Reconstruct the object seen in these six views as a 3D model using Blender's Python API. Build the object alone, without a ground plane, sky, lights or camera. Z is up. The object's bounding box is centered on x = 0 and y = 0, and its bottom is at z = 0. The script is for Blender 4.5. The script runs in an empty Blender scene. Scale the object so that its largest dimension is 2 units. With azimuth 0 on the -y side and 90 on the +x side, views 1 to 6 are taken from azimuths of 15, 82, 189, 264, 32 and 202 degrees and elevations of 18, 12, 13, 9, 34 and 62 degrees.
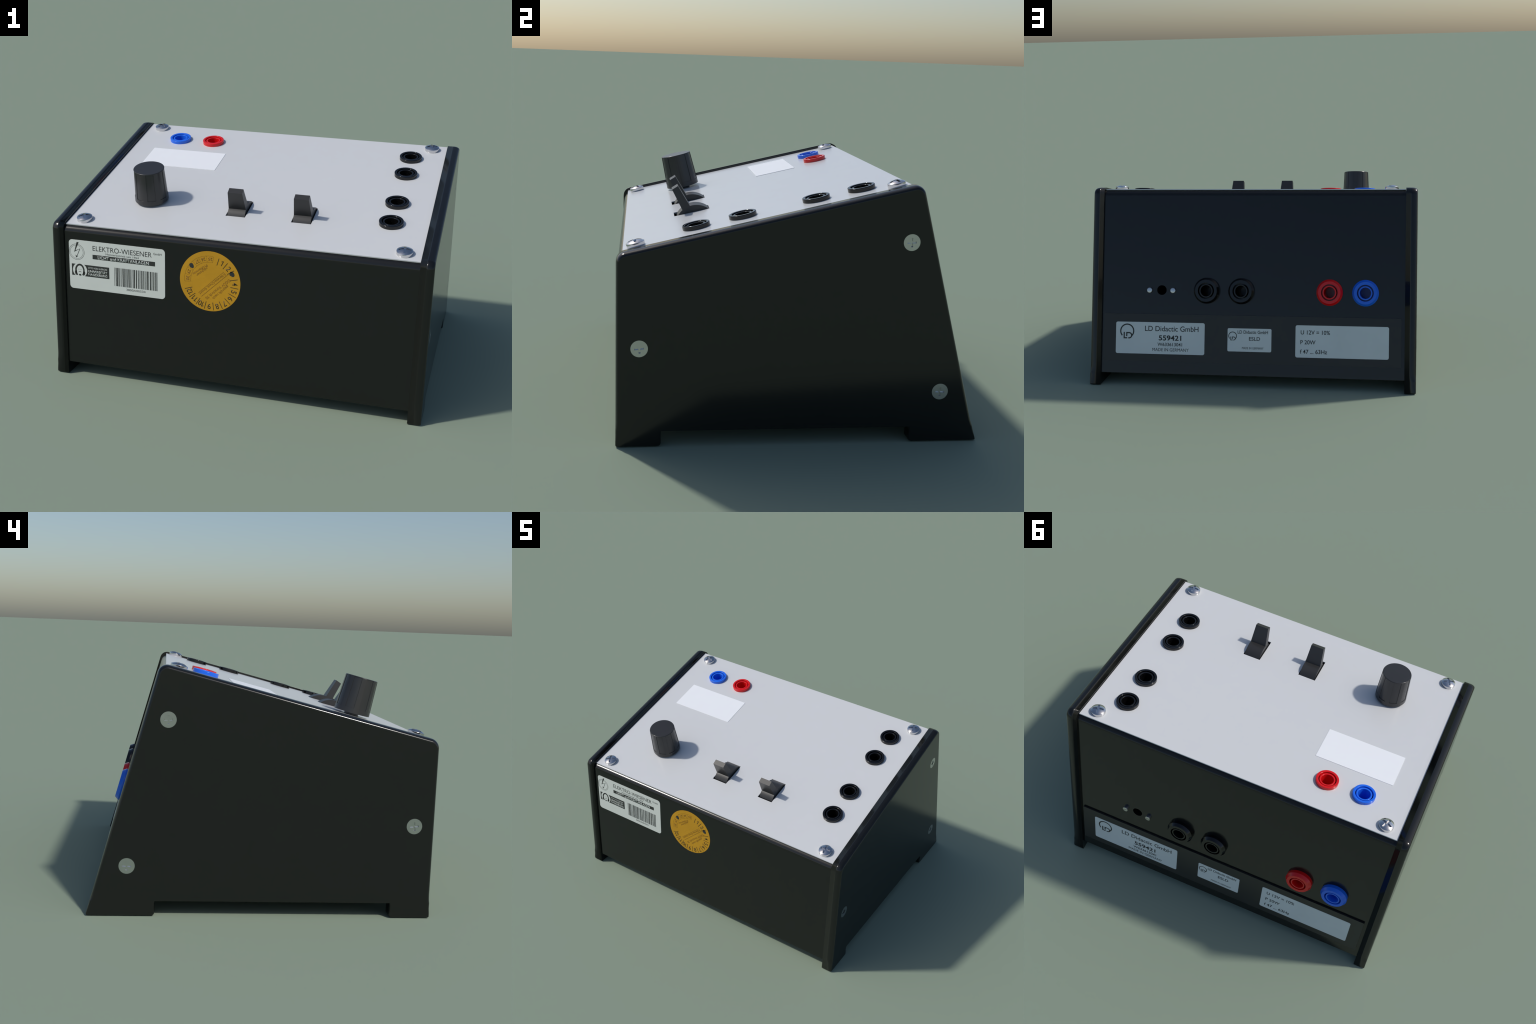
import bpy, bmesh, math, random
from mathutils import Matrix, Vector

random.seed(7)
scene = bpy.context.scene
COLL = scene.collection

# ------------------------------------------------------------------ sizes
SLOPE = 0.2445                       # rise of the control surface, front to back
TOP_A = math.atan(SLOPE)
PLATE_Z0 = 1.0496                    # height of the white plate above y = 0
REAR_SLOPE = 0.2724                  # lean of the back wall
REAR_A = math.atan(REAR_SLOPE)
HALF_X = 0.9995                      # outer face of the side panels
PANEL_MID = 0.958                    # ring on the flat rim strip, normals bent here for a dark reflection
PANEL_IN = 0.931                     # inner face of the side panels
FRONT_Y = -0.8122                    # front wall
REAR_Y0 = 0.8090                     # back wall at z = 0
FLOOR_Z = 0.0695                     # underside of the case, on feet


def basis(u, v, n, o):
    return Matrix(((u[0], v[0], n[0], o[0]), (u[1], v[1], n[1], o[1]),
                   (u[2], v[2], n[2], o[2]), (0, 0, 0, 1)))


ca, sa = math.cos(TOP_A), math.sin(TOP_A)
cb, sb = math.cos(REAR_A), math.sin(REAR_A)
TOP = basis((1, 0, 0), (0, ca, sa), (0, -sa, ca), (0, 0, PLATE_Z0))
REAR = basis((-1, 0, 0), (0, -sb, cb), (0, cb, sb), (0, REAR_Y0, 0))
FRONT = basis((1, 0, 0), (0, 0, 1), (0, -1, 0), (0, FRONT_Y, 0))
RIGHT = basis((0, 1, 0), (0, 0, 1), (1, 0, 0), (0, 0, 0))
LEFT = basis((0, -1, 0), (0, 0, 1), (-1, 0, 0), (0, 0, 0))


def at(frame, u, v, n=0.0, spin=0.0):
    return frame @ Matrix.Translation((u, v, n)) @ Matrix.Rotation(spin, 4, 'Z')


# ------------------------------------------------------------------ materials
def material(name, color, rough=0.35, metallic=0.0, spec=0.5, vary=0.06, scale=9.0,
             rough_vary=0.04, bump=0.0, bump_scale=300.0, coat=0.0):
    m = bpy.data.materials.new(name)
    m.use_nodes = True
    nt = m.node_tree
    b = nt.nodes["Principled BSDF"]
    tc = nt.nodes.new("ShaderNodeTexCoord")
    nz = nt.nodes.new("ShaderNodeTexNoise")
    nz.inputs["Scale"].default_value = scale
    nz.inputs["Detail"].default_value = 5.0
    nt.links.new(tc.outputs["Object"], nz.inputs["Vector"])
    ramp = nt.nodes.new("ShaderNodeValToRGB")
    lo = [c * (1 - vary) for c in color]
    hi = [min(1.0, c * (1 + vary)) for c in color]
    ramp.color_ramp.elements[0].position = 0.3
    ramp.color_ramp.elements[1].position = 0.7
    ramp.color_ramp.elements[0].color = (*lo, 1)
    ramp.color_ramp.elements[1].color = (*hi, 1)
    nt.links.new(nz.outputs["Fac"], ramp.inputs["Fac"])
    nt.links.new(ramp.outputs["Color"], b.inputs["Base Color"])
    mr = nt.nodes.new("ShaderNodeMapRange")
    mr.inputs["To Min"].default_value = max(0.02, rough - rough_vary)
    mr.inputs["To Max"].default_value = rough + rough_vary
    nt.links.new(nz.outputs["Fac"], mr.inputs["Value"])
    nt.links.new(mr.outputs["Result"], b.inputs["Roughness"])
    b.inputs["Metallic"].default_value = metallic
    b.inputs["Specular IOR Level"].default_value = spec
    b.inputs["Coat Weight"].default_value = coat
    if bump:
        n2 = nt.nodes.new("ShaderNodeTexNoise")
        n2.inputs["Scale"].default_value = bump_scale
        nt.links.new(tc.outputs["Object"], n2.inputs["Vector"])
        bp = nt.nodes.new("ShaderNodeBump")
        bp.inputs["Strength"].default_value = bump
        bp.inputs["Distance"].default_value = 0.001
        nt.links.new(n2.outputs["Fac"], bp.inputs["Height"])
        nt.links.new(bp.outputs["Normal"], b.inputs["Normal"])
    return m


M_CASE = material("black_case_plastic", (0.0075, 0.0080, 0.0075), rough=0.16, rough_vary=0.004, vary=0.04)
M_STRIP = material("dark_label_carrier", (0.0225, 0.0230, 0.0225), rough=0.36, rough_vary=0.005)
M_PLATE = material("white_control_plate", (0.690, 0.700, 0.707), rough=0.24, vary=0.005, rough_vary=0.003)
M_BLANK = material("blank_white_label", (0.92, 0.935, 0.955), rough=0.40, vary=0.005, rough_vary=0.005)
M_JACK_K = material("black_socket_plastic", (0.0045, 0.0045, 0.0050), rough=0.11, rough_vary=0.01)
M_JACK_R = material("red_socket_plastic", (0.74, 0.008, 0.010), rough=0.15, rough_vary=0.02)
M_JACK_B = material("blue_socket_plastic", (0.016, 0.155, 0.84), rough=0.15, rough_vary=0.02)
M_KNOB = material("black_knob_plastic", (0.0315, 0.0315, 0.0320), rough=0.26, rough_vary=0.03)
M_ROCKER = material("black_rocker_plastic", (0.0310, 0.0310, 0.0315), rough=0.40, rough_vary=0.02)
M_METAL = material("bright_screw_metal", (0.64, 0.64, 0.65), rough=0.13, metallic=1.0, vary=0.03, rough_vary=0.03, scale=25)
M_FLATMETAL = material("flat_screw_metal", (0.60, 0.60, 0.60), rough=0.20, metallic=1.0, vary=0.03, rough_vary=0.03, scale=25)
M_PAPER = material("silver_label_foil", (0.72, 0.745, 0.705), rough=0.45, vary=0.03, scale=5.0)
M_PAPER2 = material("grey_label_foil", (0.70, 0.74, 0.74), rough=0.45, vary=0.03, scale=5.0)
M_INK = material("label_ink", (0.030, 0.032, 0.030), rough=0.5, vary=0.15, scale=60)
M_GREYINK = material("faded_label_ink", (0.16, 0.17, 0.165), rough=0.5, vary=0.15, scale=60)
M_YELLOW = material("yellow_sticker", (0.59, 0.295, 0.010), rough=0.45, vary=0.07, scale=7.0)
M_BROWNINK = material("brown_sticker_ink", (0.25, 0.110, 0.013), rough=0.5, vary=0.1, scale=60)
M_DARKINK = material("dark_sticker_ink", (0.050, 0.032, 0.010), rough=0.5, vary=0.1, scale=60)
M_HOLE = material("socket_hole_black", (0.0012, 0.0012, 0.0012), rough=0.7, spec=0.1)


# ------------------------------------------------------------------ object helpers
ROOT = bpy.data.objects.new("bench_power_control_box", None)
COLL.objects.link(ROOT)
ROOT.empty_display_size = 0.2
ROOT["label"] = "black sloped control box with white plate, sockets, knob and switches"
ROOT["category"] = "control box"


def mesh_from(bm, name):
    me = bpy.data.meshes.new(name)
    bmesh.ops.recalc_face_normals(bm, faces=bm.faces)
    bm.to_mesh(me)
    bm.free()
    return me


def smooth(me, angle=35):
    me.shade_smooth() if hasattr(me, "shade_smooth") else None
    me.set_sharp_from_angle(angle=math.radians(angle))


def add(name, me, mat, world=None, parent=ROOT, weighted=False):
    ob = bpy.data.objects.new(name, me)
    COLL.objects.link(ob)
    if mat is not None and not me.materials:
        me.materials.append(mat)
    ob.parent = parent
    pw = WORLD.get(parent.name, Matrix.Identity(4))
    w = world if world is not None else Matrix.Identity(4)
    ob.matrix_parent_inverse = Matrix.Identity(4)
    ob.matrix_basis = pw.inverted() @ w
    WORLD[ob.name] = w
    if weighted:
        md = ob.modifiers.new("weighted_normals", 'WEIGHTED_NORMAL')
        md.keep_sharp = True
        md.weight = 80
    return ob


WORLD = {ROOT.name: Matrix.Identity(4)}


def boolean_cut(me, cutters):
    """me minus every (mesh, matrix) cutter; returns a new mesh."""
    a = bpy.data.objects.new("cut_base", me)
    COLL.objects.link(a)
    bm = bmesh.new()
    for cm, mat in cutters:
        t = cm.copy()
        t.transform(mat)
        bm.from_mesh(t)
        bpy.data.meshes.remove(t)
    cme = bpy.data.meshes.new("cutters")
    bm.to_mesh(cme)
    bm.free()
    b = bpy.data.objects.new("cut_tool", cme)
    COLL.objects.link(b)
    md = a.modifiers.new("b", 'BOOLEAN')
    md.operation = 'DIFFERENCE'
    md.solver = 'EXACT'
    md.object = b
    dg = bpy.context.evaluated_depsgraph_get()
    out = bpy.data.meshes.new_from_object(a.evaluated_get(dg))
    bpy.data.objects.remove(a)
    bpy.data.objects.remove(b)
    bpy.data.meshes.remove(cme)
    return out


def cylinder(r, z0, z1, n=48):
    bm = bmesh.new()
    rings = []
    for z in (z0, z1):
        rings.append([bm.verts.new((r * math.cos(2 * math.pi * i / n), r * math.sin(2 * math.pi * i / n), z)) for i in range(n)])
    bm.faces.new(rings[0][::-1])
    bm.faces.new(rings[1])
    for i in range(n):
        j = (i + 1) % n
        bm.faces.new((rings[0][i], rings[0][j], rings[1][j], rings[1][i]))
    return mesh_from(bm, "cyl")


def box(x0, x1, y0, y1, z0, z1):
    bm = bmesh.new()
    vs = [bm.verts.new((x, y, z)) for z in (z0, z1) for y in (y0, y1) for x in (x0, x1)]
    for f in ((0, 2, 3, 1), (4, 5, 7, 6), (0, 1, 5, 4), (2, 6, 7, 3), (0, 4, 6, 2), (1, 3, 7, 5)):
        bm.faces.new([vs[i] for i in f])
    return mesh_from(bm, "box")


def lathe(profile, n=72, name="lathe", close=False):
    """profile: (r, z) points from the outer bottom round to the axis."""
    bm = bmesh.new()
    rings = []
    for r, z in profile:
        if r < 1e-6:
            rings.append([bm.verts.new((0, 0, z))])
        else:
            rings.append([bm.verts.new((r * math.cos(2 * math.pi * i / n), r * math.sin(2 * math.pi * i / n), z)) for i in range(n)])
    for a, b in zip(rings, rings[1:]):
        for i in range(n):
            j = (i + 1) % n
            if len(b) == 1:
                bm.faces.new((a[i], a[j], b[0]))
            else:
                bm.faces.new((a[i], a[j], b[j], b[i]))
    if close and len(rings[0]) > 1:
        bm.faces.new(rings[0][::-1])
    return mesh_from(bm, name)


def arc(cx, cz, r, a0, a1, n):
    return [(cx + r * math.cos(math.radians(a0 + (a1 - a0) * i / n)),
             cz + r * math.sin(math.radians(a0 + (a1 - a0) * i / n))) for i in range(n + 1)]


def fillet(poly, n=10):
    """poly: (y, z, radius) corners -> rounded outline."""
    out = []
    m = len(poly)
    for i in range(m):
        p = Vector(poly[i][:2])
        r = poly[i][2]
        if r <= 0:
            out.append((p.x, p.y))
            continue
        a = (Vector(poly[i - 1][:2]) - p).normalized()
        b = (Vector(poly[(i + 1) % m][:2]) - p).normalized()
        half = a.angle(b) / 2
        t = r / math.tan(half)
        c = p + (a + b).normalized() * (r / math.sin(half))
        s = p + a * t - c
        e = p + b * t - c
        tot = s.angle(e)
        sign = 1 if s.x * e.y - s.y * e.x > 0 else -1
        for k in range(n + 1):
            an = sign * tot * k / n
            out.append((c.x + s.x * math.cos(an) - s.y * math.sin(an),
                        c.y + s.x * math.sin(an) + s.y * math.cos(an)))
    return out


def extrude_x(outline, x0, x1, name):
    bm = bmesh.new()
    A = [bm.verts.new((x0, y, z)) for y, z in outline]
    B = [bm.verts.new((x1, y, z)) for y, z in outline]
    m = len(outline)
    bm.faces.new(A)
    bm.faces.new(B[::-1])
    for i in range(m):
        j = (i + 1) % m
        bm.faces.new((A[i], A[j], B[j], B[i]))
    return mesh_from(bm, name)


def sheet(outline, thick, name="sheet"):
    """thin solid from a 2D outline in local u, v, standing from n=0 to n=thick."""
    bm = bmesh.new()
    A = [bm.verts.new((x, y, 0)) for x, y in outline]
    B = [bm.verts.new((x, y, thick)) for x, y in outline]
    m = len(outline)
    bm.faces.new(A[::-1])
    bm.faces.new(B)
    for i in range(m):
        j = (i + 1) % m
        bm.faces.new((A[i], A[j], B[j], B[i]))
    return mesh_from(bm, name)


def rounded_rect(x0, x1, y0, y1, r, n=6):
    return fillet([(x0, y0, r), (x1, y0, r), (x1, y1, r), (x0, y1, r)], n)


# ------------------------------------------------------------------ side panels
PANEL_TOP = PLATE_Z0 + 0.0110


def top_line(y, c=PANEL_TOP):
    return c + SLOPE * y


def meet(c, ry):
    z = (c + SLOPE * ry) / (1 + SLOPE * REAR_SLOPE)
    return ry - REAR_SLOPE * z, z


ry_, rz_ = meet(PANEL_TOP, 0.8215)
panel_corners = [(-0.82, 0.0, 0.007), (-0.621, 0.0, 0.014), (-0.621, 0.071, 0.0),
                 (0.5008, 0.071, 0.0), (0.5008, 0.0, 0.014), (0.8225, 0.0, 0.006),
                 (ry_, rz_, 0.045), (-0.82, top_line(-0.82), 0.048)]
outline = fillet(panel_corners, 12)
# add points along the long edges where the rounding of the rim fades out
dense = []
for i, p in enumerate(outline):
    q = outline[(i + 1) % len(outline)]
    dense.append(p)
    L = math.dist(p, q)
    if L > 0.03:
        vertical = abs(q[1] - p[1]) > 0.3
        zs = [0.02, 0.045, 0.065, 0.072, 0.076, 0.079, 0.082, 0.086, 0.091, 0.097, 0.103, 0.110] if vertical else []
        ts = sorted((z - p[1]) / (q[1] - p[1]) for z in zs) if vertical else [0.25, 0.5, 0.75]
        for t in ts:
            if 0.001 < t < 0.999:
                dense.append((p[0] + (q[0] - p[0]) * t, p[1] + (q[1] - p[1]) * t))
outline = dense


def rim(y, z):
    """(depth of rounding along x, depth of rounding in the panel's plane)"""
    if z > 0.074:
        s = math.sqrt(max(0.0, min(1.0, (z - 0.0745) / 0.034)))
        s = 0.62 + 0.38 * s
        return 0.034 * s, 0.0165 * s
    inner = -0.7 < y < 0.6
    if inner and z > 0.06:
        return 0.004, 0.003
    t = max(0.0, min(1.0, (z - 0.016) / 0.030))
    t = t * t * (3 - 2 * t)
    return 0.0115 + 0.0085 * t, 0.0052 + 0.0048 * t


def side_panel(sign):
    bm = bmesh.new()
    m = len(outline)
    nor = []
    for i in range(m):
        a, p, b = Vector(outline[i - 1]), Vector(outline[i]), Vector(outline[(i + 1) % m])
        d1, d2 = (p - a).normalized(), (b - p).normalized()
        n1, n2 = Vector((-d1.y, d1.x)), Vector((-d2.y, d2.x))   # inward for a counter-clockwise outline
        mm = (n1 + n2).normalized()
        nor.append(mm / max(0.4, mm.dot(n1)))
    rings = [[bm.verts.new((sign * x, y, z)) for y, z in outline] for x in (PANEL_IN, PANEL_MID)]
    K = 8
    for k in range(K + 1):
        t = math.pi / 2 * k / K
        ring = []
        for i, (y, z) in enumerate(outline):
            rx, rr = rim(y, z)
            ins = rr * (1 - math.cos(t))
            ring.append(bm.verts.new((sign * (HALF_X - rx * (1 - math.sin(t))), y + nor[i].x * ins, z + nor[i].y * ins)))
        rings.append(ring)
    bm.faces.new(rings[0])
    bm.faces.new(rings[-1])
    for a, b in zip(rings, rings[1:]):
        for i in range(m):
            j = (i + 1) % m
            bm.faces.new((a[i], a[j], b[j], b[i]))
    return mesh_from(bm, "side_panel")


def rim_normals(me, sign):
    """flat outer face, soft rounded rim, and a flat inner strip shaded dark by tilted normals"""
    me.shade_smooth()
    faces_of = {}
    for f in me.polygons:
        for v in f.vertices:
            faces_of.setdefault(v, []).append(f)
    cap = Vector((sign, 0, 0))

    def is_cap(f):
        return abs(f.normal.x) > 0.999
    out = [None] * len(me.loops)
    for f in me.polygons:
        for li in f.loop_indices:
            v = me.loops[li].vertex_index
            co = me.vertices[v].co
            if is_cap(f):
                out[li] = f.normal.copy()
                continue
            n = Vector()
            for g in faces_of[v]:
                if not is_cap(g) and g.normal.dot(f.normal) > 0.72:
                    n += g.normal * min(g.area, 1e-3)
            n.normalize()
            if abs(co.x) > HALF_X - 1e-5 and f.normal.x * sign > 0.5:
                n = cap.copy()
            if abs(f.normal.x) < 0.05:
                if abs(co.x) < PANEL_IN + 1e-5:
                    n = (n - cap * 9.0).normalized()
                elif abs(co.x) < PANEL_MID + 1e-5:
                    n = (n - cap * 1.3).normalized()
            out[li] = n
    me.normals_split_custom_set(out)


SIDE_SCREWS = [(0.4562, 0.9263), (0.6335, 0.2392), (-0.7187, 0.4499)]
pocket = cylinder(0.0378, -0.02, 0.02)
for sign, fr in ((1, RIGHT), (-1, LEFT)):
    me = side_panel(sign)
    me = boolean_cut(me, [(pocket, at(fr, sign * y, z, HALF_X)) for y, z in SIDE_SCREWS])
    rim_normals(me, sign)
    add("side_panel", me, M_CASE)

# ------------------------------------------------------------------ case body
BODY_TOP = PLATE_Z0 - 0.0068
by, bz = meet(BODY_TOP, REAR_Y0)
trough = 0.16
body_corners = [(FRONT_Y, FLOOR_Z, 0.003), (REAR_Y0 - REAR_SLOPE * FLOOR_Z, FLOOR_Z, 0.003),
                (by, bz, 0.038), (0.435, top_line(0.435, BODY_TOP), 0), (0.435, top_line(0.435, BODY_TOP) - trough, 0),
                (-0.755, top_line(-0.755, BODY_TOP) - trough, 0), (-0.755, top_line(-0.755, BODY_TOP), 0),
                (FRONT_Y, top_line(FRONT_Y, BODY_TOP), 0.040)]
body_me = extrude_x(fillet(body_corners, 14), -PANEL_IN - 0.004, PANEL_IN + 0.004, "case_body")

REAR_JACKS = [(0.4831, 'R'), (0.6975, 'B'), (-0.2686, 'K'), (-0.0543, 'K')]
REAR_V = 0.588
cuts = [(cylinder(0.052, -0.20, 0.02), at(REAR, u, REAR_V)) for u, _ in REAR_JACKS]
cuts.append((cylinder(0.0300, -0.40, 0.02), at(REAR, -0.5538, REAR_V - 0.0005)))
body_me = boolean_cut(body_me, cuts)
smooth(body_me, 32)
add("case_body", body_me, M_CASE, weighted=True)
# dark bottom and wall of the round power inlet
inlet = add("power_inlet", lathe([(0.0297, -0.0015), (0.0297, -0.0015), (0.0290, -0.39), (0, -0.39)], 40, close=False), M_HOLE,
            at(REAR, -0.5538, REAR_V - 0.0005))

# ------------------------------------------------------------------ white plate
V_FRONT, V_BACK = -0.793 / ca, 0.473 / ca
plate = box(-0.9285, 0.9285, V_FRONT, V_BACK, -0.0058, 0)
SW_U, SW_V0, SW_V1, SW_W = (-0.0718, 0.2828), -0.5685, -0.3920, 0.1060
TOP_JACKS = [(-0.6726, 0.2895, 'B'), (-0.4615, 0.2895, 'R'), (0.7376, 0.2897, 'K'), (0.7376, 0.0764, 'K'),
             (0.7376, -0.2660, 'K'), (0.7376, -0.4812, 'K')]
cuts = [(cylinder(0.0555, -0.03, 0.03), Matrix.Translation((u, v, 0))) for u, v, _ in TOP_JACKS]
cuts += [(box(u - SW_W / 2, u + SW_W / 2, SW_V0, SW_V1, -0.03, 0.03), Matrix.Identity(4)) for u in SW_U]
plate = boolean_cut(plate, cuts)
bm = bmesh.new()
bm.from_mesh(plate)
bm.to_mesh(plate)
bm.free()
for p in plate.polygons:
    p.use_smooth = False
add("control_plate", plate, M_PLATE, TOP.copy())

lab = sheet([(-0.7925, -0.0725), (-0.3410, -0.0725), (-0.3410, 0.1499), (-0.7925, 0.1499)], 0.0016)
add("blank_label", lab, M_BLANK, TOP @ Matrix.Translation((0, 0, 0.0002)))

# ------------------------------------------------------------------ sockets
top_jack = ([(0.0635, -0.004), (0.0635, 0.0160)] + arc(0.0608, 0.0165, 0.0027, 0, 90, 5) +
            arc(0.0515, 0.0170, 0.0021, 90, 180, 4) + [(0.0492, -0.030), (0.0438, -0.030)] +
            arc(0.0419, 0.0135, 0.0019, 0, 90, 4) + arc(0.0364, 0.0135, 0.0019, 90, 180, 4) +
            [(0.0340, -0.145), (0, -0.145)])
rear_jack = ([(0.0785, -0.004), (0.0790, 0.0), (0.0790, 0.0195), (0.0672, 0.0362)] +
             [(0.0500, 0.0362), (0.0498, -0.030), (0.0418, -0.030)] +
             arc(0.0403, 0.0330, 0.0015, 0, 90, 3) + arc(0.0350, 0.0330, 0.0015, 90, 180, 3) +
             [(0.0332, -0.19), (0, -0.19)])
MAT = {'K': M_JACK_K, 'R': M_JACK_R, 'B': M_JACK_B}
NAME = {'K': "black_socket", 'R': "red_socket", 'B': "blue_socket"}
top_base = lathe(top_jack, 72, "panel_socket")
rear_base = lathe(rear_jack, 72, "wall_socket")
for base in (top_base, rear_base):
    smooth(base, 32)
jack_mesh = {}
for kind in "KRB":
    for tag, base in (("t", top_base), ("r", rear_base)):
        c = base.copy()
        c.materials.append(MAT[kind])
        jack_mesh[tag + kind] = c
for u, v, k in TOP_JACKS:
    add(NAME[k], jack_mesh["t" + k], None, at(TOP, u, v))
for u, k in REAR_JACKS:
    add(NAME[k], jack_mesh["r" + k], None, at(REAR, u, REAR_V))

# small slotted pins beside the power inlet
pin = lathe([(0.0157, -0.003), (0.0157, 0.0145)] + arc(0.0147, 0.0145, 0.0010, 0, 90, 3) + [(0, 0.0155)], 32, "pin", close=True)
pin = boolean_cut(pin, [(box(-0.02, 0.02, -0.0016, 0.0016, 0.0125, 0.03), Matrix.Rotation(0.25, 4, 'Z'))])
smooth(pin, 32)
for u in (-0.6278, -0.4810):
    add("slotted_pin", pin, M_FLATMETAL, at(REAR, u, REAR_V - 0.002, 0.0, 0.0 if u < -0.5 else -0.25))

# ------------------------------------------------------------------ screws
def cross_cutters(z_top, depth, arm, width):
    """tapering cross recess: four wedge arms and a pointed core"""
    out = []
    for k in range(2):
        bm = bmesh.new()
        a, w = arm, width / 2
        top = [bm.verts.new(p) for p in ((-a, -w, z_top + 0.01), (a, -w, z_top + 0.01), (a, w, z_top + 0.01), (-a, w, z_top + 0.01))]
        a2, w2 = arm * 0.80, width * 0.48
        bot = [bm.verts.new(p) for p in ((-a2, -w2, z_top - depth), (a2, -w2, z_top - depth), (a2, w2, z_top - depth), (-a2, w2, z_top - depth))]
        bm.faces.new(top)
        bm.faces.new(bot[::-1])
        for i in range(4):
            j = (i + 1) % 4
            bm.faces.new((top[j], top[i], bot[i], bot[j]))
        me = mesh_from(bm, "arm")
        out.append((me, Matrix.Rotation(k * math.pi / 2, 4, 'Z')))
    return out


def recess(me, z_top, depth, arm, width):
    for c in cross_cutters(z_top, depth, arm, width):
        me = boolean_cut(me, [c])
    return me


dome_r, head_h, rim_h = 0.0410, 0.0295, 0.0180
prof = [(0.0400, 0.0), (dome_r, 0.002), (dome_r, rim_h - 0.001)]
R = (dome_r ** 2 + (head_h - rim_h) ** 2) / (2 * (head_h - rim_h))
for i in range(11):
    r = dome_r * math.cos(i / 10 * math.pi / 2) if i < 10 else 0.0
    prof.append((r - (0.0006 if i == 0 else 0), head_h - R + math.sqrt(R * R - r * r)))
pan = lathe(prof, 56, "pan_screw", close=True)
pan = recess(pan, head_h, 0.0125, 0.0355, 0.0120)
smooth(pan, 28)
for u, v, s in ((-0.8445, -0.7580, 0.45), (0.8437, -0.7575, 0.08), (0.8446, 0.4275, 0.30), (-0.8443, 0.4265, 1.14)):
    add("pan_head_screw", pan, M_METAL, at(TOP, u, v, 0.0, s))

flat = lathe([(0.0340, -0.012), (0.0374, 0.0), (0, 0)], 40, "flat_screw", close=True)
flat = recess(flat, 0.0, 0.0090, 0.0230, 0.0088)
for p in flat.polygons:
    p.use_smooth = False
for sign, fr in ((1, RIGHT), (-1, LEFT)):
    for k, (y, z) in enumerate(SIDE_SCREWS):
        add("countersunk_screw", flat, M_FLATMETAL, at(fr, sign * y, z, HALF_X + 0.0003, (0.05, -0.04, 0.10)[k]))

# ------------------------------------------------------------------ rotary knob
KU, KV = -0.5682, -0.4842
N_POCKET, HALF_POCKET = 8, 14.3
knob_z0, knob_z1 = 0.0120, 0.1962
POCKET_Z = knob_z0 + 0.0255


def knob_mesh():
    per = 20                                        # samples per pocket period
    period = 360.0 / N_POCKET
    phi0 = 21.8 - 90                                # one pocket faces this way
    ang = []
    for k in range(N_POCKET):
        c = phi0 + k * period
        for t in [-HALF_POCKET - 0.25, -HALF_POCKET + 0.25] + [HALF_POCKET * s for s in (-0.75, -0.5, -0.25, 0, 0.25, 0.5, 0.75)] + \
                 [HALF_POCKET - 0.25, HALF_POCKET + 0.25] + [HALF_POCKET + (period - 2 * HALF_POCKET) * s for s in (0.2, 0.4, 0.6, 0.8)]:
            ang.append((c + t, abs(t) < HALF_POCKET, t))
    n = len(ang)

    def radius(z):
        return 0.0918 + (0.0830 - 0.0918) * (z - knob_z0) / (knob_z1 - knob_z0)

    # (z, shrink of the rim, pocket depth)
    d = 0.0026
    levels = [(knob_z0, 0.0012, 0), (knob_z0 + 0.0012, 0, 0), (POCKET_Z, 0, 0), (POCKET_Z + 0.0004, 0, d),
              (knob_z1 - 0.0032, 0, d), (knob_z1 - 0.0028, 0.0003, 0), (knob_z1 - 0.0014, 0.0010, 0),
              (knob_z1 - 0.0004, 0.0021, 0), (knob_z1, 0.0036, 0)]
    bm = bmesh.new()
    rings = []
    for z, sh, dep in levels:
        ring = []
        for a, inside, t in ang:
            r = radius(z) - sh
            if inside and dep:
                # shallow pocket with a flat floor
                r -= dep
            ar = math.radians(a)
            ring.append(bm.verts.new((r * math.cos(ar), r * math.sin(ar), z)))
        rings.append(ring)
    for a, b in zip(rings, rings[1:]):
        for i in range(n):
            j = (i + 1) % n
            bm.faces.new((a[i], a[j], b[j], b[i]))
    bm.faces.new(rings[-1])
    bm.faces.new(rings[0][::-1])
    return mesh_from(bm, "knob")


km = knob_mesh()
smooth(km, 30)
knob = add("rotary_knob", km, M_KNOB, at(TOP, KU, KV), weighted=True)
cm = lathe([(0.0375, -0.002), (0.0375, knob_z0 + 0.002), (0, knob_z0 + 0.002)], 40, "collar")
smooth(cm, 30)
add("knob_collar", cm, M_JACK_K, at(TOP, KU, KV), parent=knob)

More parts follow.
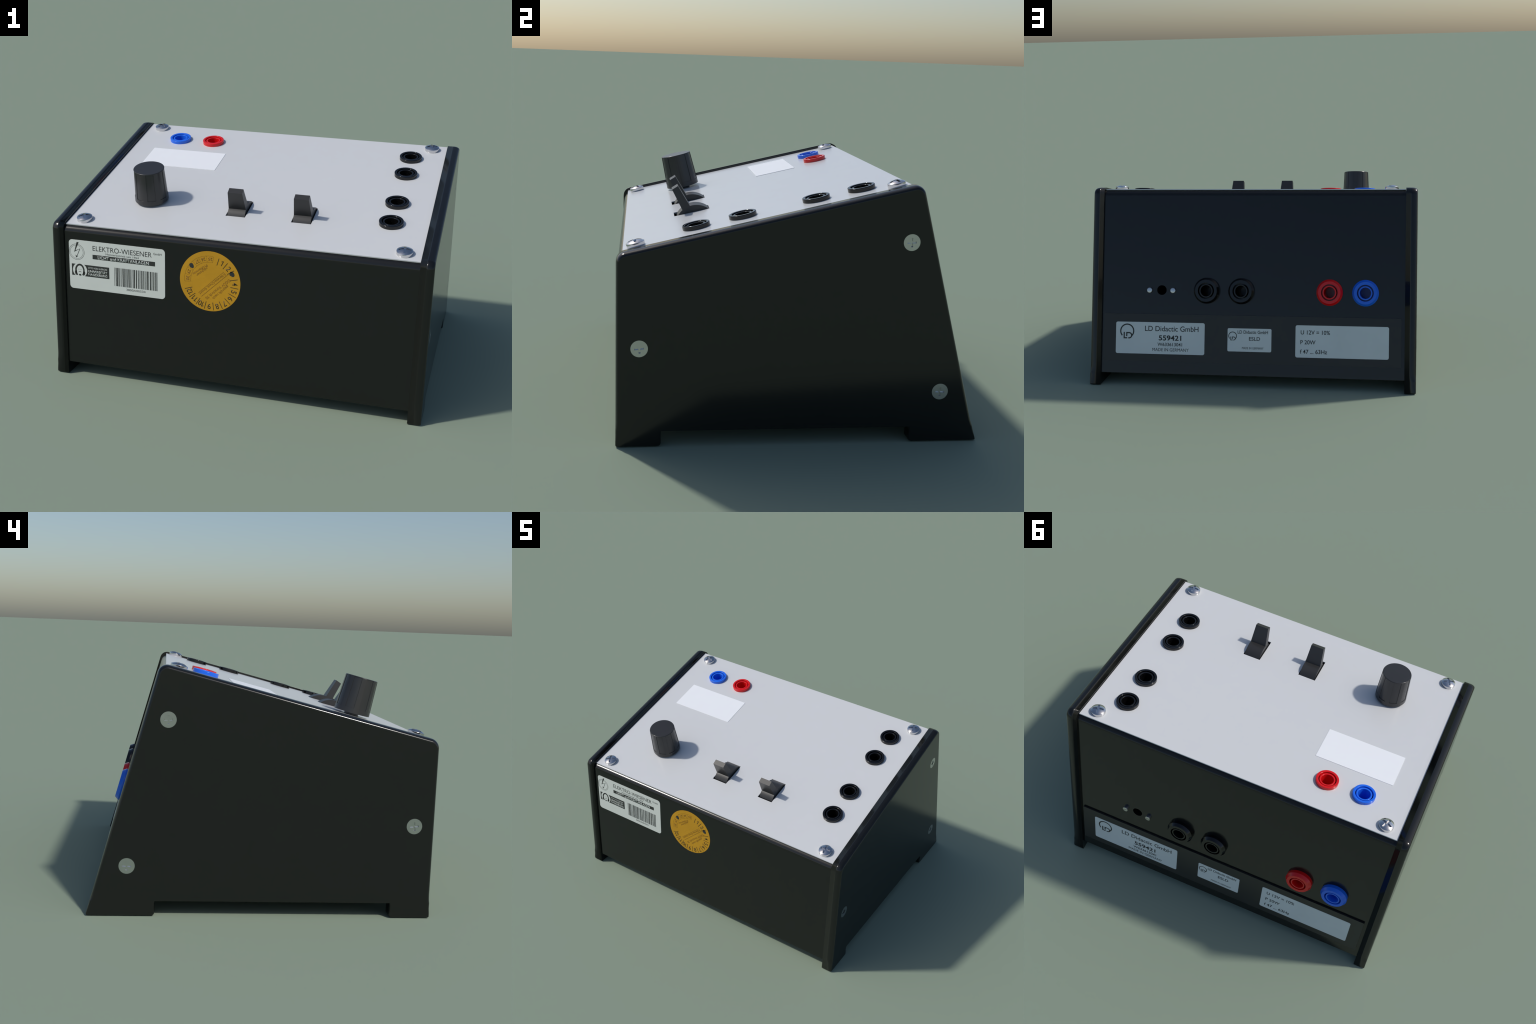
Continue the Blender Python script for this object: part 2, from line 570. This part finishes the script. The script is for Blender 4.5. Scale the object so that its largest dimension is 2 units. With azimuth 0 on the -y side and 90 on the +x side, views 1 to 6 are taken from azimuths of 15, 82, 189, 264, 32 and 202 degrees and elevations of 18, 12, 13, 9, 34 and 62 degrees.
# ------------------------------------------------------------------ rocker switches
def rocker_mesh():
    cv, cn, R = -0.4730, -0.0720, 0.1050           # arc of the rocking body

    def dome(v):
        return cn + math.sqrt(R * R - (v - cv) ** 2)
    vs = [-0.3915 - i * (0.4836 - 0.3915) / 10 for i in range(11)]
    rear = [(v, dome(v)) for v in vs]
    vf = [-0.5235 - i * (0.5560 - 0.5235) / 6 for i in range(7)]
    front = [(v, dome(v)) for v in vf]
    base = rear + front + [(-0.5560, -0.06), (-0.3915, -0.06)]
    paddle = [rear[-1], (-0.5185, 0.1398), (-0.5500, 0.1285), front[0]]

    def half(n):
        return 0.0475 if n < 0.034 else 0.0475 - 0.0090 * (n - 0.034) / 0.106
    bm = bmesh.new()

    def vert(s, p):
        return bm.verts.new((s * half(p[1]), p[0], p[1]))
    A = [vert(-1, p) for p in base]
    B = [vert(1, p) for p in base]
    PA = [A[10], vert(-1, paddle[1]), vert(-1, paddle[2]), A[11]]
    PB = [B[10], vert(1, paddle[1]), vert(1, paddle[2]), B[11]]
    bm.faces.new(A)
    bm.faces.new(B[::-1])
    bm.faces.new(PA[::-1])
    bm.faces.new(PB)
    m = len(base)
    for i in range(m):
        if i == 10:
            continue
        j = (i + 1) % m
        bm.faces.new((A[i], A[j], B[j], B[i]))
    for i in range(3):
        bm.faces.new((PA[i], PA[i + 1], PB[i + 1], PB[i]))
    return mesh_from(bm, "rocker")


rm = rocker_mesh()
smooth(rm, 25)
for u in SW_U:
    sw = add("rocker_switch", rm, M_ROCKER, at(TOP, u, 0.0), weighted=True)
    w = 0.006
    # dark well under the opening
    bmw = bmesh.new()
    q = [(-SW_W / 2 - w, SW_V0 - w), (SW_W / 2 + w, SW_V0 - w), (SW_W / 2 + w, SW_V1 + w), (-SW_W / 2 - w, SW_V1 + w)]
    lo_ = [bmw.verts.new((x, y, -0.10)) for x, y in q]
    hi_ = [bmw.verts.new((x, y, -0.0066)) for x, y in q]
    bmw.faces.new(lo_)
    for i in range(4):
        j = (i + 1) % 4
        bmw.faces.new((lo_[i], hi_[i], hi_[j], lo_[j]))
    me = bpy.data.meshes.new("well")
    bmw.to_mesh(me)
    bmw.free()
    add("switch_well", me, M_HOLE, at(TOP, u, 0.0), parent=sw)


# ------------------------------------------------------------------ lettering
def raw_text(body, bold=0.0, spacing=1.0):
    cu = bpy.data.curves.new("t", 'FONT')
    cu.body = body
    cu.size = 1.0
    cu.offset = bold
    cu.space_character = spacing
    cu.fill_mode = 'FRONT'
    cu.resolution_u = 6
    ob = bpy.data.objects.new("t", cu)
    COLL.objects.link(ob)
    dg = bpy.context.evaluated_depsgraph_get()
    me = bpy.data.meshes.new_from_object(ob.evaluated_get(dg))
    bpy.data.objects.remove(ob)
    bpy.data.curves.remove(cu)
    return me


cap_me = raw_text("H")
CAP = max(v.co.y for v in cap_me.vertices)


class Print:
    """collects flat printed shapes in a label's own u, v plane"""

    def __init__(self):
        self.bm = bmesh.new()

    def text(self, body, u0, u1, v0, cap, bold=0.0, rot=None, center=None, spacing=1.0):
        me = raw_text(body, bold, spacing)
        xs = [v.co.x for v in me.vertices]
        sx = (u1 - u0) / (max(xs) - min(xs))
        sy = cap / CAP
        m = Matrix.Translation((u0 - min(xs) * sx, v0, 0)) @ Matrix.Diagonal((sx, sy, 1, 1))
        if rot is not None:
            m = Matrix.Translation((center[0], center[1], 0)) @ Matrix.Rotation(rot, 4, 'Z') @ \
                Matrix.Translation((-(u0 + u1) / 2, -(v0 + cap / 2), 0)) @ m
        me.transform(m)
        self.bm.from_mesh(me)
        bpy.data.meshes.remove(me)

    def number(self, digits, wd, cap, a, c):
        """month figures, heads outward; the figure one is drawn with its flag"""
        n = len(digits)
        cell = wd / n
        m = Matrix.Translation((c[0], c[1], 0)) @ Matrix.Rotation(-math.radians(a), 4, 'Z')
        for i, d in enumerate(digits):
            x = (i - (n - 1) / 2) * cell
            if d == '1':
                w = 0.0036
                pts = [(x + 0.001, -cap / 2), (x + 0.001 + w, -cap / 2), (x + 0.001 + w, cap / 2), (x + 0.001, cap / 2),
                       (x - 0.0058, cap / 2 - 0.0055), (x - 0.0058, cap / 2 - 0.0095), (x + 0.001, cap / 2 - 0.0050)]
                self.poly([tuple((m @ Vector((p[0], p[1], 0)))[:2]) for p in pts])
            else:
                o = m @ Vector((x, 0, 0))
                self.text(d, -0.0084, 0.0084, 0, cap, bold=0.003, rot=-math.radians(a), center=(o.x, o.y))

    def poly(self, pts):
        self.bm.faces.new([self.bm.verts.new((x, y, 0)) for x, y in pts])

    def rect(self, u0, u1, v0, v1):
        self.poly([(u0, v0), (u1, v0), (u1, v1), (u0, v1)])

    def line(self, p, q, w):
        d = Vector((q[0] - p[0], q[1] - p[1]))
        n = Vector((-d.y, d.x)).normalized() * w / 2
        self.poly([(p[0] - n.x, p[1] - n.y), (q[0] - n.x, q[1] - n.y), (q[0] + n.x, q[1] + n.y), (p[0] + n.x, p[1] + n.y)])

    def ring(self, c, r0, r1, a0=0, a1=360, n=64, sy=1.0):
        for i in range(n):
            t0 = math.radians(a0 + (a1 - a0) * i / n)
            t1 = math.radians(a0 + (a1 - a0) * (i + 1) / n)
            self.poly([(c[0] + r0 * math.cos(t0), c[1] + sy * r0 * math.sin(t0)), (c[0] + r1 * math.cos(t0), c[1] + sy * r1 * math.sin(t0)),
                       (c[0] + r1 * math.cos(t1), c[1] + sy * r1 * math.sin(t1)), (c[0] + r0 * math.cos(t1), c[1] + sy * r0 * math.sin(t1))])

    def ellipse(self, c, rx, ry, n=40, wob=0.0, seed=0):
        rnd = random.Random(seed)
        ph = [rnd.uniform(0, 6.28) for _ in range(4)]
        pts = []
        for i in range(n):
            t = 2 * math.pi * i / n
            k = 1 + wob * sum(math.sin((j + 2) * t + ph[j]) / (j + 1) for j in range(4))
            pts.append((c[0] + rx * k * math.cos(t), c[1] + ry * k * math.sin(t)))
        self.poly(pts)

    def done(self, name, mat, world, parent, lift, stuff=False):
        r = bmesh.ops.extrude_face_region(self.bm, geom=self.bm.faces[:])
        vs = [e for e in r["geom"] if isinstance(e, bmesh.types.BMVert)]
        bmesh.ops.translate(self.bm, verts=vs, vec=(0, 0, 0.0002))
        me = mesh_from(self.bm, name)
        return add(name, me, mat, world @ Matrix.Translation((0, 0, lift)), parent=parent)


# ------------------------------------------------------------------ front inventory label
T = 0.0012
front_label = add("inventory_label", sheet(rounded_rect(-0.9055, -0.3665, 0.5058, 0.7780, 0.019, 8), T), M_PAPER,
                  FRONT @ Matrix.Translation((0, 0, 0.0002)))
L1 = T + 0.0003
p = Print()
p.text("ELEKTRO-WIESENER", -0.7695, -0.4390, 0.7278, 0.0268)
p.text("GmbH", -0.4300, -0.3842, 0.7432, 0.0115)
p.text("Meisterbetrieb seit 1964", -0.6963, -0.5110, 0.7112, 0.0100)
p.text("3800A00534", -0.5830, -0.4755, 0.5272, 0.0112)
# ring with a lightning arrow
c = (-0.8615, 0.7118)
p.ring(c, 0.0425, 0.0440, n=72)
p.ring(c, 0.0362, 0.0374, n=72)
p.poly([(-0.8600, 0.7665), (-0.8485, 0.7655), (-0.8690, 0.7190), (-0.8775, 0.7095), (-0.8745, 0.7150)])
p.poly([(-0.8775, 0.7095), (-0.8690, 0.7190), (-0.8430, 0.7290), (-0.8405, 0.7318)])
p.poly([(-0.8405, 0.7318), (-0.8450, 0.7282), (-0.8618, 0.6890), (-0.8592, 0.6885)])
p.poly([(-0.8690, 0.6950), (-0.8660, 0.6795), (-0.8550, 0.6885), (-0.8605, 0.6885)])
p.done("printed_text", M_INK, FRONT, front_label, L1)
p = Print()
p.rect(-0.7712, -0.4207, 0.6812, 0.7055)
# university block, with a round window left free for the emblem
c = (-0.8460, 0.6110)
rw = 0.0410
v0, v1 = 0.5798, 0.6440
lft, rgt = [], []
for i in range(17):
    v = v0 + (v1 - v0) * i / 16
    h = math.sqrt(max(rw * rw - (v - c[1]) ** 2, 0))
    lft.append((c[0] - h, v))
    rgt.append((c[0] + h, v))
p.poly([(-0.8924, v0)] + lft + [(-0.8924, v1)])
p.poly([(-0.6785, v0), (-0.6785, v1)] + rgt[::-1])
p.done("printed_block", M_INK, FRONT, front_label, L1)
p = Print()
p.text("LICHT und KRAFTANLAGEN", -0.7412, -0.4541, 0.6846, 0.0166, bold=0.012)
p.text("OTTO VON GUERICKE", -0.7980, -0.6900, 0.6250, 0.0090)
p.text("UNIVERSITÄT", -0.7985, -0.6895, 0.6040, 0.0130, bold=0.015)
p.text("MAGDEBURG", -0.7990, -0.6895, 0.5868, 0.0122, bold=0.015)
p.done("reversed_text", M_PAPER, FRONT, front_label, L1 + 0.0004)
# plain head-shaped emblem
p = Print()
p.ellipse((-0.8465, 0.6150), 0.0260, 0.0325, 48, 0.035, 3)
p.ellipse((-0.8660, 0.5960), 0.0100, 0.0140, 24, 0.06, 5)
p.ellipse((-0.8270, 0.5960), 0.0100, 0.0140, 24, 0.06, 8)
em = p.done("emblem", M_INK, FRONT, front_label, L1)
p = Print()
p.ellipse((-0.8460, 0.6085), 0.0185, 0.0285, 40)
p.done("emblem_face", M_PAPER, FRONT, front_label, L1 + 0.0004)
p = Print()
p.line((-0.8535, 0.6010), (-0.8460, 0.6045), 0.0026)
p.line((-0.8460, 0.6045), (-0.8385, 0.6010), 0.0026)
p.ellipse((-0.8460, 0.5855), 0.0070, 0.0048, 20)
p.line((-0.8540, 0.6160), (-0.8500, 0.6160), 0.0022)
p.line((-0.8420, 0.6160), (-0.8380, 0.6160), 0.0022)
p.done("emblem_lines", M_INK, FRONT, front_label, L1 + 0.0008)
# barcode
p = Print()
g = Print()
rnd = random.Random(21)
u = -0.6490
while u < -0.4065:
    w = rnd.choice((0.0022, 0.0022, 0.0040, 0.0058))
    if u + w > -0.4042:
        w = -0.4042 - u
    (g if rnd.random() < 0.28 else p).rect(u, u + w, 0.5462, 0.6485)
    u += w + rnd.choice((0.0020, 0.0020, 0.0034, 0.0050))
p.done("barcode", M_INK, FRONT, front_label, L1)
g.done("barcode", M_GREYINK, FRONT, front_label, L1)

# ------------------------------------------------------------------ round inspection sticker
SC = (-0.1222, 0.6350)
sticker_pts = [(0.1622 * math.cos(2 * math.pi * i / 96), 0.1622 * math.sin(2 * math.pi * i / 96)) for i in range(96)]
SF = at(FRONT, SC[0], SC[1], 0.0002)
sticker = add("inspection_sticker", sheet(sticker_pts, 0.0010), M_YELLOW, SF)
LS = 0.0013
ring_c = (0.0050, -0.0090)


def polar(r, deg, c=ring_c):
    t = math.radians(deg)
    return c[0] + r * math.sin(t), c[1] + r * math.cos(t)


p = Print()
a0, step = 17.0, (252.0 - 17.0) / 12
for k in range(13):
    a = a0 + k * step
    p.line(polar(0.1050, a), polar(0.1470 if k else 0.1440, a), 0.0030)
for k in range(1, 13):
    if k == 3:
        continue
    a = a0 + (k - 0.5) * step
    cap = 0.0285
    p.number(str(k), 0.0175 if k < 10 else 0.0330, cap, a, polar(0.1275, a))
p.done("month_scale", M_DARKINK, SF, sticker, LS)
p = Print()
p.ellipse((0.1168, 0.0530), 0.0128, 0.0140, 36, 0.10, 11)
p.ellipse((-0.0993, 0.0750), 0.0120, 0.0135, 36, 0.10, 12)
p.done("punch_mark", M_INK, SF, sticker, LS)
p = Print()
bounds = [264.5, 281.8, 299.0, 316.4, 333.0, 351.0, 367.3]
zero = (0.0, 0.0)
for i, a in enumerate(bounds):
    for s in range(4):                              # dashed separators
        r0 = 0.1045 + s * 0.0083
        p.line(polar(r0, a, zero), polar(r0 + 0.0058, a, zero), 0.0013)
for a, b in zip(bounds, bounds[1:]):
    for r in (0.1040, 0.1372):
        for s in range(6):
            t0 = a + (b - a) * (s + 0.1) / 6
            t1 = a + (b - a) * (s + 0.75) / 6
            p.line(polar(r, t0, zero), polar(r, t1, zero), 0.0013)
for txt, a in (("25", 0.2), ("26", 342.0), ("27", 325.2), ("29", 290.4), ("30", 272.9)):
    p.text(txt, -0.0110, 0.0110, 0, 0.0165, bold=0.004, rot=math.radians(180 - a), center=polar(0.1205, a, zero))
R1 = math.radians(217)
R2 = math.radians(222.5)
p.text("Prüftermin", -0.047, 0.047, 0, 0.0125, rot=R1, center=(-0.0530, 0.0585))
p.text("nächster", -0.0365, 0.0365, 0, 0.0125, rot=math.radians(219.5), center=(-0.0435, 0.0490 - 0.001))
p.text("E-Service-Check GmbH", -0.0905, 0.0905, 0, 0.0105, rot=R2, center=(0.0135, -0.0108))
p.line((0.0728, 0.0598), (-0.0617, -0.0683), 0.0012)
p.line((0.0927, 0.0463), (-0.0447, -0.0866), 0.0018)
p.text("DGUV Vorschrift 70", -0.0850, 0.0850, 0, 0.0140, rot=R2, center=(0.0425, -0.0378))
p.text("geprüft nach", -0.0560, 0.0560, 0, 0.0130, rot=math.radians(224), center=(0.0575, -0.0520))
p.done("printed_text", M_BROWNINK, SF, sticker, LS)

# ------------------------------------------------------------------ label carrier on the back wall
CARRIER = 0.0090
carrier = add("label_carrier", sheet([(-0.9150, 0.1502), (0.9110, 0.1502), (0.9110, 0.4398), (-0.9150, 0.4398)], CARRIER), M_STRIP,
              REAR @ Matrix.Translation((0, 0, 0.0002)))
RF = REAR @ Matrix.Translation((0, 0, CARRIER + 0.0003))
LR = 0.0013


def round_logo(p, c, r, big):
    w = r * 0.17
    p.ring(c, r - w, r, -42, 222, 48)
    # letters L and D hanging below the ring's opening
    l, b = c[0] - 0.50 * r, c[1] - 1.03 * r
    h, s = 0.88 * r, 0.17 * r
    p.rect(l, l + s, b, b + h)
    p.rect(l + s, l + 0.52 * r, b, b + s)
    d = l + 0.36 * r
    p.rect(d, d + s, b + 0.30 * r, b + h)
    p.rect(d + s, d + 0.42 * r, b + h - s, b + h)
    p.rect(d + 0.30 * r, d + 0.42 * r, b, b + s)
    p.ring((d + 0.42 * r, b + h / 2), h / 2 - s, h / 2, -90, 90, 20)


lab1 = add("type_label", sheet(rounded_rect(-0.8373, -0.2782, 0.1953, 0.3895, 0.011), 0.0010), M_PAPER2, RF.copy())
p = Print()
p.text("LD Didactic GmbH", -0.6530, -0.3165, 0.3355, 0.0310, bold=0.006)
p.text("559421", -0.5652, -0.4230, 0.2800, 0.0292, bold=0.022)
p.text("W633613041", -0.5725, -0.4172, 0.2454, 0.0195, bold=0.010)
p.text("MADE IN GERMANY", -0.6045, -0.3758, 0.2132, 0.0190)
round_logo(p, (-0.7662, 0.3330), 0.0452, True)
p.done("printed_text", M_INK, RF, lab1, LR)

lab2 = add("maker_label", sheet(rounded_rect(-0.1352, 0.1342, 0.2227, 0.3628, 0.008), 0.0010), M_PAPER2, RF.copy())
p = Print()
p.text("LD Didactic GmbH", -0.0730, 0.1130, 0.3318, 0.0190, bold=0.010)
p.text("ESLD", -0.0030, 0.0652, 0.2905, 0.0215, bold=0.010)
p.text("MADE IN GERMANY", -0.0451, 0.0869, 0.2382, 0.0130)
round_logo(p, (-0.1040, 0.3165), 0.0262, False)
p.done("printed_text", M_INK, RF, lab2, LR)

lab3 = add("rating_label", sheet(rounded_rect(0.2805, 0.8385, 0.1962, 0.3893, 0.011), 0.0010), M_PAPER2, RF.copy())
p = Print()
p.text("U 12V = 10%", 0.3120, 0.4885, 0.3355, 0.0237, bold=0.010)
p.text("P 20W", 0.3108, 0.4020, 0.2766, 0.0235, bold=0.010)
p.text("f 47 ... 63Hz", 0.3090, 0.4725, 0.2200, 0.0237, bold=0.010)
p.done("printed_text", M_INK, RF, lab3, LR)

# tidy up helper meshes
for me in list(bpy.data.meshes):
    if me.users == 0:
        bpy.data.meshes.remove(me)
